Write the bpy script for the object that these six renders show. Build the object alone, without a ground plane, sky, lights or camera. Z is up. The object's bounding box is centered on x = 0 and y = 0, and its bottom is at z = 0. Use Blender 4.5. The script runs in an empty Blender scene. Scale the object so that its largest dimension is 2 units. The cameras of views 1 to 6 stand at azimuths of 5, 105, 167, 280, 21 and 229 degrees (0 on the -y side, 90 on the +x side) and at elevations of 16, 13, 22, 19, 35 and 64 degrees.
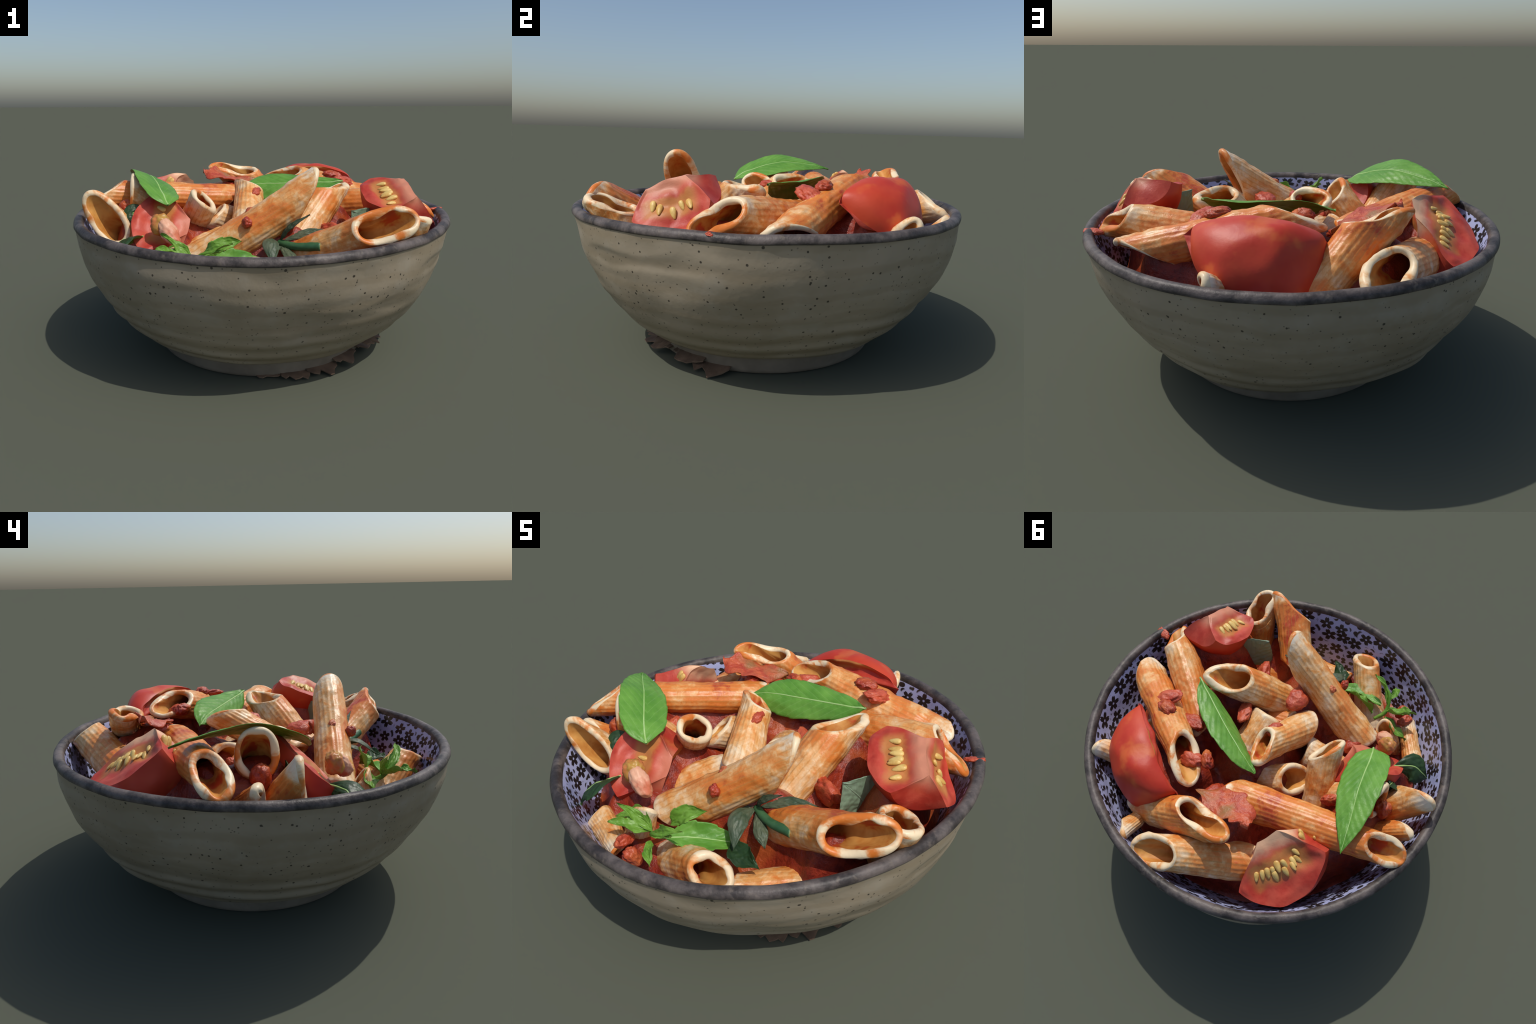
import bpy, math, random
from math import sin, cos, pi, atan2, sqrt, exp
from mathutils import Vector, Matrix, noise

random.seed(7)
V = Vector
SCENE = bpy.context.scene


# ------------------------------------------------------------------ helpers
def smooth(a, b, x):
    t = max(0.0, min(1.0, (x - a) / (b - a)))
    return t * t * (3 - 2 * t)


def nz(p, scale, seed=0.0):
    return noise.noise(V((p[0] * scale + seed * 7.31, p[1] * scale - seed * 3.7, p[2] * scale + seed * 1.9)))


def catmull(pts, t):
    """point on a Catmull-Rom curve through pts, t in 0..1"""
    n = len(pts) - 1
    x = min(max(t, 0.0), 1.0) * n
    i = min(int(x), n - 1)
    f = x - i
    p1, p2 = pts[i], pts[i + 1]
    p0 = pts[i - 1] if i > 0 else p1 * 2 - p2
    p3 = pts[i + 2] if i + 2 <= n else p2 * 2 - p1
    return 0.5 * ((2 * p1) + (p2 - p0) * f + (2 * p0 - 5 * p1 + 4 * p2 - p3) * f * f + (3 * p1 - p0 - 3 * p2 + p3) * f ** 3)


def link(o):
    SCENE.collection.objects.link(o)
    return o


def mesh_object(name, verts, faces, mats, parent=None, matrix=None, slots=None, flat=False):
    me = bpy.data.meshes.new(name)
    me.from_pydata([tuple(v) for v in verts], [], faces)
    for m in (mats if isinstance(mats, (list, tuple)) else [mats]):
        me.materials.append(m)
    if slots:
        me.polygons.foreach_set("material_index", slots)
    me.polygons.foreach_set("use_smooth", [not flat] * len(me.polygons))
    me.update()
    o = link(bpy.data.objects.new(name, me))
    if parent:
        o.parent = parent
    if matrix is not None:
        o.matrix_local = matrix
    return o


def thing(o, label, category):
    o["label"] = label
    o["category"] = category
    return o


def empty(name, matrix, label, category):
    o = link(bpy.data.objects.new(name, None))
    o.empty_display_size = 0.05
    o.matrix_world = matrix
    return thing(o, label, category)


def frame(origin, z, x):
    z = z.normalized()
    x = (x - z * x.dot(z)).normalized()
    y = z.cross(x)
    m = Matrix((x, y, z)).transposed().to_4x4()
    m.translation = origin
    return m


def grid_faces(nu, nv, closed_u=False, offset=0, flip=False):
    """nv rows of nu points"""
    out = []
    for j in range(nv - 1):
        for i in range(nu if closed_u else nu - 1):
            a, b = offset + j * nu + i, offset + j * nu + (i + 1) % nu
            f = (a, b, b + nu, a + nu)
            out.append(f[::-1] if flip else f)
    return out


# ------------------------------------------------------------------ material building
class Mat:
    def __init__(self, name, rough=0.5, spec=0.4, sss=0.0):
        self.m = bpy.data.materials.new(name)
        self.m.use_nodes = True
        self.t = self.m.node_tree
        self.b = self.t.nodes["Principled BSDF"]
        self.b.inputs["Roughness"].default_value = rough
        self.b.inputs["Specular IOR Level"].default_value = spec
        if sss:
            self.b.inputs["Subsurface Weight"].default_value = sss
            self.b.inputs["Subsurface Radius"].default_value = (0.03, 0.012, 0.006)
            self.b.inputs["Subsurface Scale"].default_value = 1.0
        self.coord = self.t.nodes.new("ShaderNodeTexCoord").outputs["Object"]

    def put(self, sock, val):
        if isinstance(val, bpy.types.NodeSocket):
            self.t.links.new(val, sock)
        elif isinstance(val, (tuple, list)) and len(val) == 3 and sock.type == "RGBA":
            sock.default_value = (*val, 1)
        else:
            sock.default_value = val

    def math(self, op, a, b=0.0, c=None, clamp=False):
        n = self.t.nodes.new("ShaderNodeMath")
        n.operation = op
        n.use_clamp = clamp
        self.put(n.inputs[0], a)
        self.put(n.inputs[1], b)
        if c is not None:
            self.put(n.inputs[2], c)
        return n.outputs[0]

    def vmath(self, op, a, b=(0, 0, 0)):
        n = self.t.nodes.new("ShaderNodeVectorMath")
        n.operation = op
        self.put(n.inputs[0], a)
        if op == "SCALE":
            self.put(n.inputs["Scale"], b)
        else:
            self.put(n.inputs[1], b)
        return n.outputs["Value" if op in ("LENGTH", "DISTANCE", "DOT_PRODUCT") else "Vector"]

    def sep(self, v):
        n = self.t.nodes.new("ShaderNodeSeparateXYZ")
        self.put(n.inputs[0], v)
        return n.outputs

    def comb(self, x, y, z=0.0):
        n = self.t.nodes.new("ShaderNodeCombineXYZ")
        for s, v in zip(n.inputs, (x, y, z)):
            self.put(s, v)
        return n.outputs[0]

    def noise(self, scale, detail=3, rough=0.55, vec=None, distort=0.0):
        n = self.t.nodes.new("ShaderNodeTexNoise")
        self.put(n.inputs["Vector"], vec if vec is not None else self.coord)
        n.inputs["Scale"].default_value = scale
        n.inputs["Detail"].default_value = detail
        n.inputs["Roughness"].default_value = rough
        n.inputs["Distortion"].default_value = distort
        return n.outputs["Fac"]

    def voronoi(self, scale, vec=None, dims="3D", rand=1.0, feature="F1"):
        n = self.t.nodes.new("ShaderNodeTexVoronoi")
        n.voronoi_dimensions = dims
        n.feature = feature
        self.put(n.inputs["Vector"], vec if vec is not None else self.coord)
        n.inputs["Scale"].default_value = scale
        n.inputs["Randomness"].default_value = rand
        return n.outputs

    def step(self, x, a, b):
        n = self.t.nodes.new("ShaderNodeMapRange")
        n.interpolation_type = "SMOOTHSTEP"
        self.put(n.inputs["Value"], x)
        self.put(n.inputs["From Min"], a)
        self.put(n.inputs["From Max"], b)
        return n.outputs[0]

    def mix(self, f, a, b):
        n = self.t.nodes.new("ShaderNodeMix")
        n.data_type = "RGBA"
        self.put(n.inputs[0], f)
        self.put(n.inputs[6], a)
        self.put(n.inputs[7], b)
        return n.outputs[2]

    def prop(self, name):
        n = self.t.nodes.new("ShaderNodeAttribute")
        n.attribute_type = "OBJECT"
        n.attribute_name = '["%s"]' % name
        return n.outputs["Fac"]

    def shifted(self):
        """object coordinates moved by a random amount per object"""
        r = self.t.nodes.new("ShaderNodeObjectInfo").outputs["Random"]
        return self.vmath("ADD", self.coord, self.vmath("SCALE", (31.0, 17.0, 23.0), r))

    def bump(self, h, strength=0.3, dist=0.01):
        n = self.t.nodes.new("ShaderNodeBump")
        n.inputs["Strength"].default_value = strength
        n.inputs["Distance"].default_value = dist
        self.put(n.inputs["Height"], h)
        self.t.links.new(n.outputs[0], self.b.inputs["Normal"])

    def color(self, c):
        self.put(self.b.inputs["Base Color"], c)
        return self.m


CREAM, PALE = (0.79, 0.54, 0.27), (0.86, 0.71, 0.49)
OCHRE, ORANGE, RED = (0.60, 0.30, 0.08), (0.66, 0.18, 0.026), (0.46, 0.06, 0.016)


def penne_outside():
    m = Mat("penne_outside", 0.38, 0.45, 0.0)
    p = m.shifted()
    x, y, z = m.sep(m.coord)
    big = m.noise(4.5, 4, 0.6, p, 0.5)
    mid = m.noise(13, 5, 0.65, p, 0.7)
    fine = m.noise(48, 4, 0.65, p, 0.4)
    ang = m.math("ARCTAN2", y, x)
    wav = m.math("SINE", m.math("ADD", m.math("MULTIPLY", ang, 23.0), m.math("MULTIPLY", mid, 5.0)))
    grain = m.noise(1.0, 5, 0.65, m.vmath("MULTIPLY", p, (34, 34, 6)), 0.3)
    lines = m.math("MULTIPLY", m.step(wav, 0.55, 1.0), m.step(m.math("ADD", mid, m.math("MULTIPLY", grain, 0.5)), 0.55, 0.9))
    sauce = m.prop("sauce")
    endz = m.math("SUBTRACT", m.prop("half_length"), m.math("ABSOLUTE", z))
    tip = m.step(endz, 0.09, -0.05)
    col = m.mix(m.step(mid, 0.35, 0.7), PALE, CREAM)
    col = m.mix(m.math("MULTIPLY", m.step(grain, 0.45, 0.75), 0.5), col, (0.70, 0.42, 0.16))
    lvl = m.math("ADD", m.math("SUBTRACT", m.math("ADD", m.math("MULTIPLY", big, 0.62), m.math("ADD", m.math("MULTIPLY", mid, 0.34), m.math("MULTIPLY", fine, 0.14))), m.math("MULTIPLY", tip, 0.16)), m.math("MULTIPLY", m.math("SUBTRACT", sauce, 0.42), 0.40))
    col = m.mix(m.math("MULTIPLY", m.step(lvl, 0.43, 0.60), 0.85), col, (0.72, 0.33, 0.08))
    col = m.mix(m.math("MULTIPLY", m.step(lvl, 0.55, 0.67), 0.9), col, ORANGE)
    col = m.mix(m.step(lvl, 0.68, 0.78), col, RED)
    col = m.mix(m.math("MULTIPLY", lines, 0.5), col, (0.46, 0.21, 0.05))
    col = m.mix(m.math("MULTIPLY", tip, m.step(lvl, 0.62, 0.40)), col, (0.87, 0.78, 0.62))
    m.bump(m.math("ADD", m.math("MULTIPLY", fine, 0.6), m.math("ADD", m.math("MULTIPLY", wav, 0.08), m.math("MULTIPLY", mid, 0.8))), 0.4, 0.007)
    return m.color(col)


def penne_lip():
    m = Mat("penne_cut_edge", 0.4, 0.4)
    p = m.shifted()
    n = m.noise(9, 4, 0.6, p, 0.5)
    col = m.mix(m.step(n, 0.42, 0.66), (0.82, 0.66, 0.43), (0.72, 0.38, 0.11))
    lv = m.math("ADD", n, m.math("MULTIPLY", m.math("SUBTRACT", m.prop("sauce"), 0.5), 0.3))
    col = m.mix(m.step(lv, 0.48, 0.66), col, ORANGE)
    m.bump(m.noise(40, 3, 0.6, p), 0.3, 0.006)
    return m.color(col)


def penne_inside():
    m = Mat("penne_inside", 0.5, 0.3)
    p = m.shifted()
    n = m.noise(8, 4, 0.6, p, 0.5)
    lv = m.math("ADD", n, m.math("MULTIPLY", m.math("SUBTRACT", m.prop("sauce"), 0.5), 0.3))
    col = m.mix(m.step(n, 0.35, 0.6), (0.66, 0.33, 0.085), (0.52, 0.19, 0.035))
    col = m.mix(m.step(lv, 0.56, 0.68), col, RED)
    return m.color(col)


def sauce_mat(name, deep, light, orange):
    m = Mat(name, 0.32, 0.5)
    p = m.shifted()
    n = m.noise(14, 5, 0.65, p, 0.8)
    col = m.mix(m.step(n, 0.35, 0.62), deep, light)
    col = m.mix(m.math("MULTIPLY", m.step(m.noise(5, 3, 0.5, p), 0.5, 0.7), 0.8), col, orange)
    m.bump(m.noise(34, 5, 0.65, p), 0.7, 0.012)
    return m.color(col)


def tomato_skin():
    m = Mat("tomato_skin", 0.46, 0.35)
    p = m.shifted()
    n = m.noise(4, 4, 0.55, p)
    col = m.mix(m.step(n, 0.35, 0.65), (0.47, 0.032, 0.015), (0.54, 0.06, 0.022))
    col = m.mix(m.math("MULTIPLY", m.step(m.noise(7, 3, 0.5, p), 0.58, 0.7), 0.6), col, (0.62, 0.14, 0.03))
    m.bump(m.noise(22, 3, 0.6, p), 0.12, 0.01)
    return m.color(col)


def tomato_flesh():
    """core pale, flesh pink, a yellow-green jelly pocket between them; x,y from the core, z along it"""
    m = Mat("tomato_flesh", 0.46, 0.35)
    x, y, z = m.sep(m.coord)
    rho = m.math("SQRT", m.math("ADD", m.math("MULTIPLY", x, x), m.math("MULTIPLY", y, y)))
    s = m.math("DIVIDE", rho, m.prop("radius"))
    zz = m.math("ABSOLUTE", m.math("DIVIDE", z, m.prop("half_length")))
    n = m.noise(9, 4, 0.6)
    s2 = m.math("ADD", s, m.math("MULTIPLY", m.math("SUBTRACT", n, 0.5), 0.35))
    col = m.mix(m.step(n, 0.35, 0.65), (0.42, 0.035, 0.02), (0.53, 0.08, 0.045))
    core = m.step(s2, 0.34, 0.10)
    col = m.mix(m.math("MULTIPLY", core, m.prop("pale_core")), col, (0.78, 0.50, 0.30))
    jelly = m.math("MULTIPLY", m.math("MULTIPLY", m.step(s2, 0.26, 0.38), m.step(s2, 0.74, 0.6)), m.step(zz, 0.7, 0.45))
    col = m.mix(m.math("MULTIPLY", jelly, 0.65), col, (0.50, 0.25, 0.06))
    m.bump(m.noise(18, 4, 0.6), 0.3, 0.01)
    return m.color(col)


def leaf_mat(name, base, dark, vein, pitch, side=1.6):
    """veins follow the leaf's own x (length) and y (width)"""
    m = Mat(name, 0.42, 0.4)
    x, y, z = m.sep(m.coord)
    ay = m.math("ABSOLUTE", y)
    n = m.noise(7, 4, 0.6, m.shifted())
    ph = m.math("MULTIPLY", m.math("SUBTRACT", m.math("ADD", x, m.math("MULTIPLY", n, 0.025)), m.math("MULTIPLY", ay, side)), 2 * pi / pitch)
    w = m.math("SINE", ph)
    line = m.math("MULTIPLY", m.step(w, 0.9, 1.0), 0.16)
    col = m.mix(m.step(n, 0.3, 0.7), base, dark)
    col = m.mix(m.math("MULTIPLY", m.step(w, 0.2, -1.0), 0.10), col, dark)
    col = m.mix(line, col, vein)
    m.bump(m.math("ADD", m.math("MULTIPLY", w, -0.2), m.noise(40, 3)), 0.35, 0.008)
    bs = m.b
    tr = m.t.nodes.new("ShaderNodeBsdfTranslucent")
    m.put(tr.inputs["Color"], m.mix(0.5, col, (0.30, 0.42, 0.04)))
    mx = m.t.nodes.new("ShaderNodeMixShader")
    mx.inputs[0].default_value = 0.22
    m.t.links.new(bs.outputs[0], mx.inputs[1])
    m.t.links.new(tr.outputs[0], mx.inputs[2])
    m.t.links.new(mx.outputs[0], m.t.nodes["Material Output"].inputs["Surface"])
    return m.color(col)


def plain(name, c1, c2, scale=8, rough=0.5, bump=0.2):
    m = Mat(name, rough, 0.4)
    p = m.shifted()
    n = m.noise(scale, 4, 0.6, p)
    m.bump(m.noise(scale * 3, 3, 0.6, p), bump, 0.008)
    return m.color(m.mix(m.step(n, 0.35, 0.65), c1, c2))


def stoneware():
    m = Mat("speckled_stoneware", 0.5, 0.35)
    n = m.noise(2.2, 4, 0.55)
    n2 = m.noise(7, 4, 0.6)
    col = m.mix(m.step(n, 0.35, 0.65), (0.36, 0.30, 0.215), (0.29, 0.24, 0.165))
    col = m.mix(m.math("MULTIPLY", m.step(n2, 0.5, 0.7), 0.5), col, (0.35, 0.31, 0.24))
    # iron-brown glaze lies in bands along the throwing rings
    x, y, z = m.sep(m.coord)
    band = m.math("SINE", m.math("ADD", m.math("MULTIPLY", z, 60.0), m.math("MULTIPLY", n, 9.0)))
    col = m.mix(m.math("MULTIPLY", m.step(band, 0.1, 1.0), 0.35), col, (0.25, 0.195, 0.12))
    for scale, lo, hi, w in ((26, 0.10, 0.16, 1.0), (11, 0.055, 0.085, 1.0), (48, 0.10, 0.2, 0.8)):
        d = m.voronoi(scale, m.vmath("ADD", m.coord, m.vmath("SCALE", m.comb(n2, n2, n2), 0.02)))
        few = m.step(m.sep(d["Color"])[0], 0.42, 0.46)
        spot = m.math("MULTIPLY", m.step(d["Distance"], hi, lo), few)
        col = m.mix(m.math("MULTIPLY", spot, w * 0.9), col, (0.035, 0.028, 0.02))
    m.bump(m.math("ADD", n2, m.math("MULTIPLY", m.noise(30, 3), 0.3)), 0.25, 0.012)
    return m.color(col)


def rim_glaze():
    m = Mat("dark_rim_glaze", 0.5, 0.35)
    n = m.noise(9, 5, 0.65)
    col = m.mix(m.step(n, 0.35, 0.68), (0.030, 0.025, 0.024), (0.135, 0.112, 0.102))
    col = m.mix(m.math("MULTIPLY", m.step(m.noise(25, 3), 0.58, 0.72), 0.5), col, (0.17, 0.14, 0.11))
    m.bump(m.noise(16, 4, 0.6), 0.5, 0.012)
    return m.color(col)


def flower_print():
    """bluish white glaze with rows of small five-petalled dark blossoms"""
    m = Mat("blossom_print_glaze", 0.3, 0.5)
    x, y, z = m.sep(m.coord)
    th = m.math("ARCTAN2", y, x)
    # length along the wall grows faster than z where the wall leans out
    s = m.math("SUBTRACT", m.math("MULTIPLY", z, 1.25), m.math("POWER", m.math("SUBTRACT", 0.75, z), 2.0))
    uv = m.comb(m.math("MULTIPLY", th, 0.9), s, 0.0)

    def blossoms(vec, scale, radius, rand):
        v = m.voronoi(scale, vec, "2D", rand)
        d = m.vmath("SUBTRACT", vec, v["Position"])
        dx, dy, _ = m.sep(d)
        r = m.math("SQRT", m.math("ADD", m.math("MULTIPLY", dx, dx), m.math("MULTIPLY", dy, dy)))
        cr, cg, cb = m.sep(v["Color"])
        a = m.math("ADD", m.math("ARCTAN2", dy, dx), m.math("MULTIPLY", cr, 6.283))
        R = m.math("MULTIPLY", radius, m.math("ADD", 0.82, m.math("MULTIPLY", cg, 0.28)))
        q = m.math("DIVIDE", r, R)
        # fold the angle into one petal and test a notched ellipse there
        fold = m.math("SUBTRACT", m.math("MODULO", m.math("ADD", a, 20 * pi), 0.4 * pi), 0.2 * pi)
        px = m.math("MULTIPLY", q, m.math("COSINE", fold))
        py = m.math("ABSOLUTE", m.math("MULTIPLY", q, m.math("SINE", fold)))
        ex = m.math("DIVIDE", m.math("SUBTRACT", px, 0.57), 0.45)
        ey = m.math("DIVIDE", py, 0.29)
        e = m.math("ADD", m.math("MULTIPLY", ex, ex), m.math("MULTIPLY", ey, ey))
        notch = m.math("MULTIPLY", m.step(m.math("SUBTRACT", px, m.math("MULTIPLY", py, 1.6)), 0.78, 0.9), 1.0)
        petal = m.math("SUBTRACT", m.step(e, 1.08, 0.9), notch, clamp=True)
        return petal, q

    f1, q1 = blossoms(uv, 8.9, 0.052, 0.55)
    uv2 = m.vmath("ADD", uv, (3.13, 7.77, 0))
    v2 = m.voronoi(21, uv2, "2D", 0.9)
    free = m.step(q1, 1.15, 1.35)
    f2 = m.math("MULTIPLY", m.step(v2["Distance"], 0.40, 0.32), free)
    n = m.noise(3, 3)
    base = m.mix(m.step(n, 0.3, 0.7), (0.45, 0.49, 0.74), (0.37, 0.41, 0.66))  # base tinted darker than the sunlit glaze, part of the interior's shading baked in
    col = m.mix(f2, base, (0.028, 0.022, 0.022))
    col = m.mix(f1, col, (0.022, 0.017, 0.017))
    return m.color(col)


M_OUT, M_LIP, M_IN = penne_outside(), penne_lip(), penne_inside()
M_SKIN, M_FLESH = tomato_skin(), tomato_flesh()
M_SEED = plain("tomato_seed", (0.74, 0.52, 0.17), (0.62, 0.36, 0.09), 30, 0.4)
M_SAUCE = sauce_mat("tomato_sauce", (0.30, 0.026, 0.012), (0.44, 0.06, 0.018), (0.58, 0.15, 0.03))
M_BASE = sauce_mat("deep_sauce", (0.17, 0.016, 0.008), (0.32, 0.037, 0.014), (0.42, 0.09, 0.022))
M_PEEL = sauce_mat("peel_with_sauce", (0.42, 0.05, 0.02), (0.54, 0.11, 0.04), (0.20, 0.16, 0.055))
M_CHUNK = sauce_mat("tomato_chunk", (0.42, 0.048, 0.02), (0.56, 0.105, 0.045), (0.64, 0.20, 0.06))
M_LEAF = leaf_mat("basil_upper", (0.19, 0.43, 0.065), (0.105, 0.30, 0.035), (0.38, 0.58, 0.22), 0.055)
M_UNDER = leaf_mat("basil_underside", (0.20, 0.22, 0.035), (0.13, 0.14, 0.02), (0.30, 0.34, 0.12), 0.055)
M_GREY = leaf_mat("basil_pale_underside", (0.32, 0.43, 0.30), (0.24, 0.36, 0.23), (0.5, 0.6, 0.46), 0.05)  # colour lightened to offset the tomato wedge's shade on this leaf
M_VEIN = plain("basil_midrib", (0.36, 0.55, 0.20), (0.28, 0.47, 0.13), 10, 0.45)
M_YOUNG = leaf_mat("basil_young", (0.22, 0.42, 0.06), (0.13, 0.30, 0.03), (0.38, 0.55, 0.18), 0.04)
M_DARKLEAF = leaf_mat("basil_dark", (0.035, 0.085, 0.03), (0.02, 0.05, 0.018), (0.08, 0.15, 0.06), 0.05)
M_SEPAL = plain("sepal_green", (0.045, 0.075, 0.04), (0.10, 0.12, 0.07), 14, 0.5, 0.4)
M_STEM = plain("stem_green", (0.03, 0.10, 0.04), (0.06, 0.15, 0.06), 14, 0.45)
M_STEMCUT = plain("stem_cut", (0.24, 0.30, 0.12), (0.16, 0.22, 0.08), 20, 0.5)
M_STONE, M_RIM, M_PRINT = stoneware(), rim_glaze(), flower_print()
M_FOOT = plain("foot_clay", (0.22, 0.185, 0.14), (0.17, 0.14, 0.105), 7, 0.6, 0.4)
M_SCRAP = plain("brown_scrap", (0.16, 0.105, 0.068), (0.10, 0.065, 0.043), 12, 0.7, 0.4)


# ------------------------------------------------------------------ bowl
OUTER = [(0.555, 0.0), (0.578, 0.012), (0.588, 0.05), (0.592, 0.085), (0.622, 0.100), (0.660, 0.115), (0.710, 0.155), (0.760, 0.205), (0.804, 0.255), (0.842, 0.305),
         (0.875, 0.358), (0.906, 0.41), (0.930, 0.46), (0.950, 0.515), (0.966, 0.57), (0.976, 0.62), (0.985, 0.665), (0.991, 0.698)]
RIM = [(0.991, 0.698), (0.997, 0.702), (0.9985, 0.710), (0.996, 0.720), (0.987, 0.731), (0.973, 0.735), (0.959, 0.731), (0.950, 0.720), (0.946, 0.705)]
INNER = [(0.946, 0.705), (0.924, 0.65), (0.898, 0.58), (0.865, 0.50), (0.82, 0.42), (0.76, 0.345), (0.70, 0.275), (0.58, 0.215), (0.42, 0.17), (0.22, 0.145), (0.02, 0.14)]
UNDER = [(0.555, 0.0), (0.50, 0.004), (0.49, 0.03), (0.45, 0.05), (0.25, 0.055), (0.02, 0.055)]


def bowl_point(r, z, th):
    """the thrown wall: a little out of round, with soft dents, finger rings and a wavy rim"""
    wobble = -0.003 + 0.008 * sin(3 * th) + 0.005 * sin(th) + 0.002 * cos(5 * th + 1.0)
    wobble -= 0.004 * cos(th - 0.6)
    swell = sum(k * exp(-(((th - c + pi) % (2 * pi) - pi) / w) ** 2) for c, w, k in ((2.0, 0.55, 0.020), (-2.2, 0.7, 0.012), (-1.2, 0.4, -0.017), (-0.5, 0.3, 0.016), (2.75, 0.35, -0.013)))
    wobble += swell * smooth(0.06, 0.2, z) * smooth(0.72, 0.6, z)
    wobble += 0.022 * max(0.0, cos(th - 2.8)) * smooth(0.09, 0.13, z) * smooth(0.30, 0.18, z)
    up = smooth(0.08, 0.7, z)
    p = V((r * cos(th), r * sin(th), z))
    dents = 0.016 * nz(p, 2.2, 1) + 0.008 * nz(p, 5.5, 2)
    rings = 0.0075 * sin(z * 74 + 0.6 * sin(th + 1) + 2.5 * nz((cos(th), sin(th), 0), 1.1, 4)) * smooth(0.1, 0.15, z) * (0.12 + 0.88 * smooth(0.42, 0.25, z)) * (0.6 + 0.8 * nz((cos(th), sin(th), z * 4), 1.7, 14))
    rings -= 0.006 * smooth(0.2, 0.55, nz((cos(th) * 1.5, sin(th) * 1.5, z * 5), 1.6, 12)) * smooth(0.2, 0.3, z)
    body = smooth(0.02, 0.12, z) * smooth(0.72, 0.6, z)
    rr = r + (wobble * max(up, smooth(0.09, 0.13, z) * 0.8) + (dents + rings) * body + 0.003 * nz(p, 9, 6) * smooth(0.6, 0.7, z)) * smooth(0.1, 0.5, r)
    zz = z + up * up * (0.010 * sin(th) + 0.003 * cos(2 * th + 1.1) + 0.004 * nz((cos(th) * 2, sin(th) * 2, 0), 2.5, 8))
    return V((rr * cos(th), rr * sin(th), zz))


def lathe(name, prof, mat, parent, steps, nth=288, flip=False):
    pts = [V((a, b, 0)) for a, b in prof]
    verts = []
    for j in range(steps + 1):
        c = catmull(pts, j / steps)
        verts += [bowl_point(c.x, max(c.y, 0.0), 2 * pi * i / nth) for i in range(nth)]
    faces = grid_faces(nth, steps + 1, True, 0, flip)
    return mesh_object(name, verts, faces, mat, parent)


def torn_scrap(parent, th0, th1, r0, r1, z0, z1, seed):
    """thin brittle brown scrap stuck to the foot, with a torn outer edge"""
    rnd = random.Random(seed)
    n = 9
    top, bot = [], []
    for i in range(n):
        th = th0 + (th1 - th0) * i / (n - 1)
        jag = rnd.uniform(0.5, 1.0) * sin(pi * (i + 0.6) / (n + 0.2)) ** 0.5
        for rr, zz in ((r0, z1), (r0 + (r1 - r0) * jag, z0 + rnd.uniform(0, 0.008) + (z1 - z0) * (1 - jag))):
            top.append(V((rr * cos(th), rr * sin(th), zz + 0.006)))
            bot.append(V((rr * cos(th), rr * sin(th), max(zz, 0.0))))
    verts = top + bot
    faces = []
    for i in range(n - 1):
        a = 2 * i
        faces.append((a, a + 1, a + 3, a + 2))
        b = 2 * n + a
        faces.append((b, b + 2, b + 3, b + 1))
        faces.append((a + 1, b + 1, b + 3, a + 3))
        faces.append((a, a + 2, b + 2, b))
    faces += [(0, 2 * n, 2 * n + 1, 1), (2 * n - 2, 2 * n - 1, 4 * n - 1, 4 * n - 2)]
    return mesh_object("paper_scrap", verts, faces, M_SCRAP, parent, flat=True)


def build_bowl():
    b = empty("bowl", Matrix.Identity(4), "speckled grey stoneware bowl with dark rim and blossom print inside", "bowl")
    foot_n = 4
    lathe("foot_ring", UNDER[::-1] + OUTER[1:foot_n], M_FOOT, b, 40)
    lathe("outer_wall", OUTER[foot_n - 1:], M_STONE, b, 90)
    lathe("rim", RIM, M_RIM, b, 18)
    lathe("inner_wall", INNER, M_PRINT, b, 60)
    for th0, th1, r0, r1, z0, z1, sd in (
        (-0.62, -0.42, 0.60, 0.735, 0.085, 0.13, 1), (-0.52, -0.20, 0.575, 0.665, 0.018, 0.055, 2), (-0.32, 0.02, 0.57, 0.69, 0.002, 0.03, 3),
        (-0.85, -0.58, 0.58, 0.67, 0.02, 0.05, 4), (-1.12, -0.80, 0.56, 0.665, 0.004, 0.028, 5), (-1.34, -1.08, 0.56, 0.675, 0.001, 0.02, 6), (-1.55, -1.3, 0.555, 0.62, 0.001, 0.015, 7)):
        torn_scrap(b, th0, th1, r0, r1, z0, z1, sd)
    return b


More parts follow.
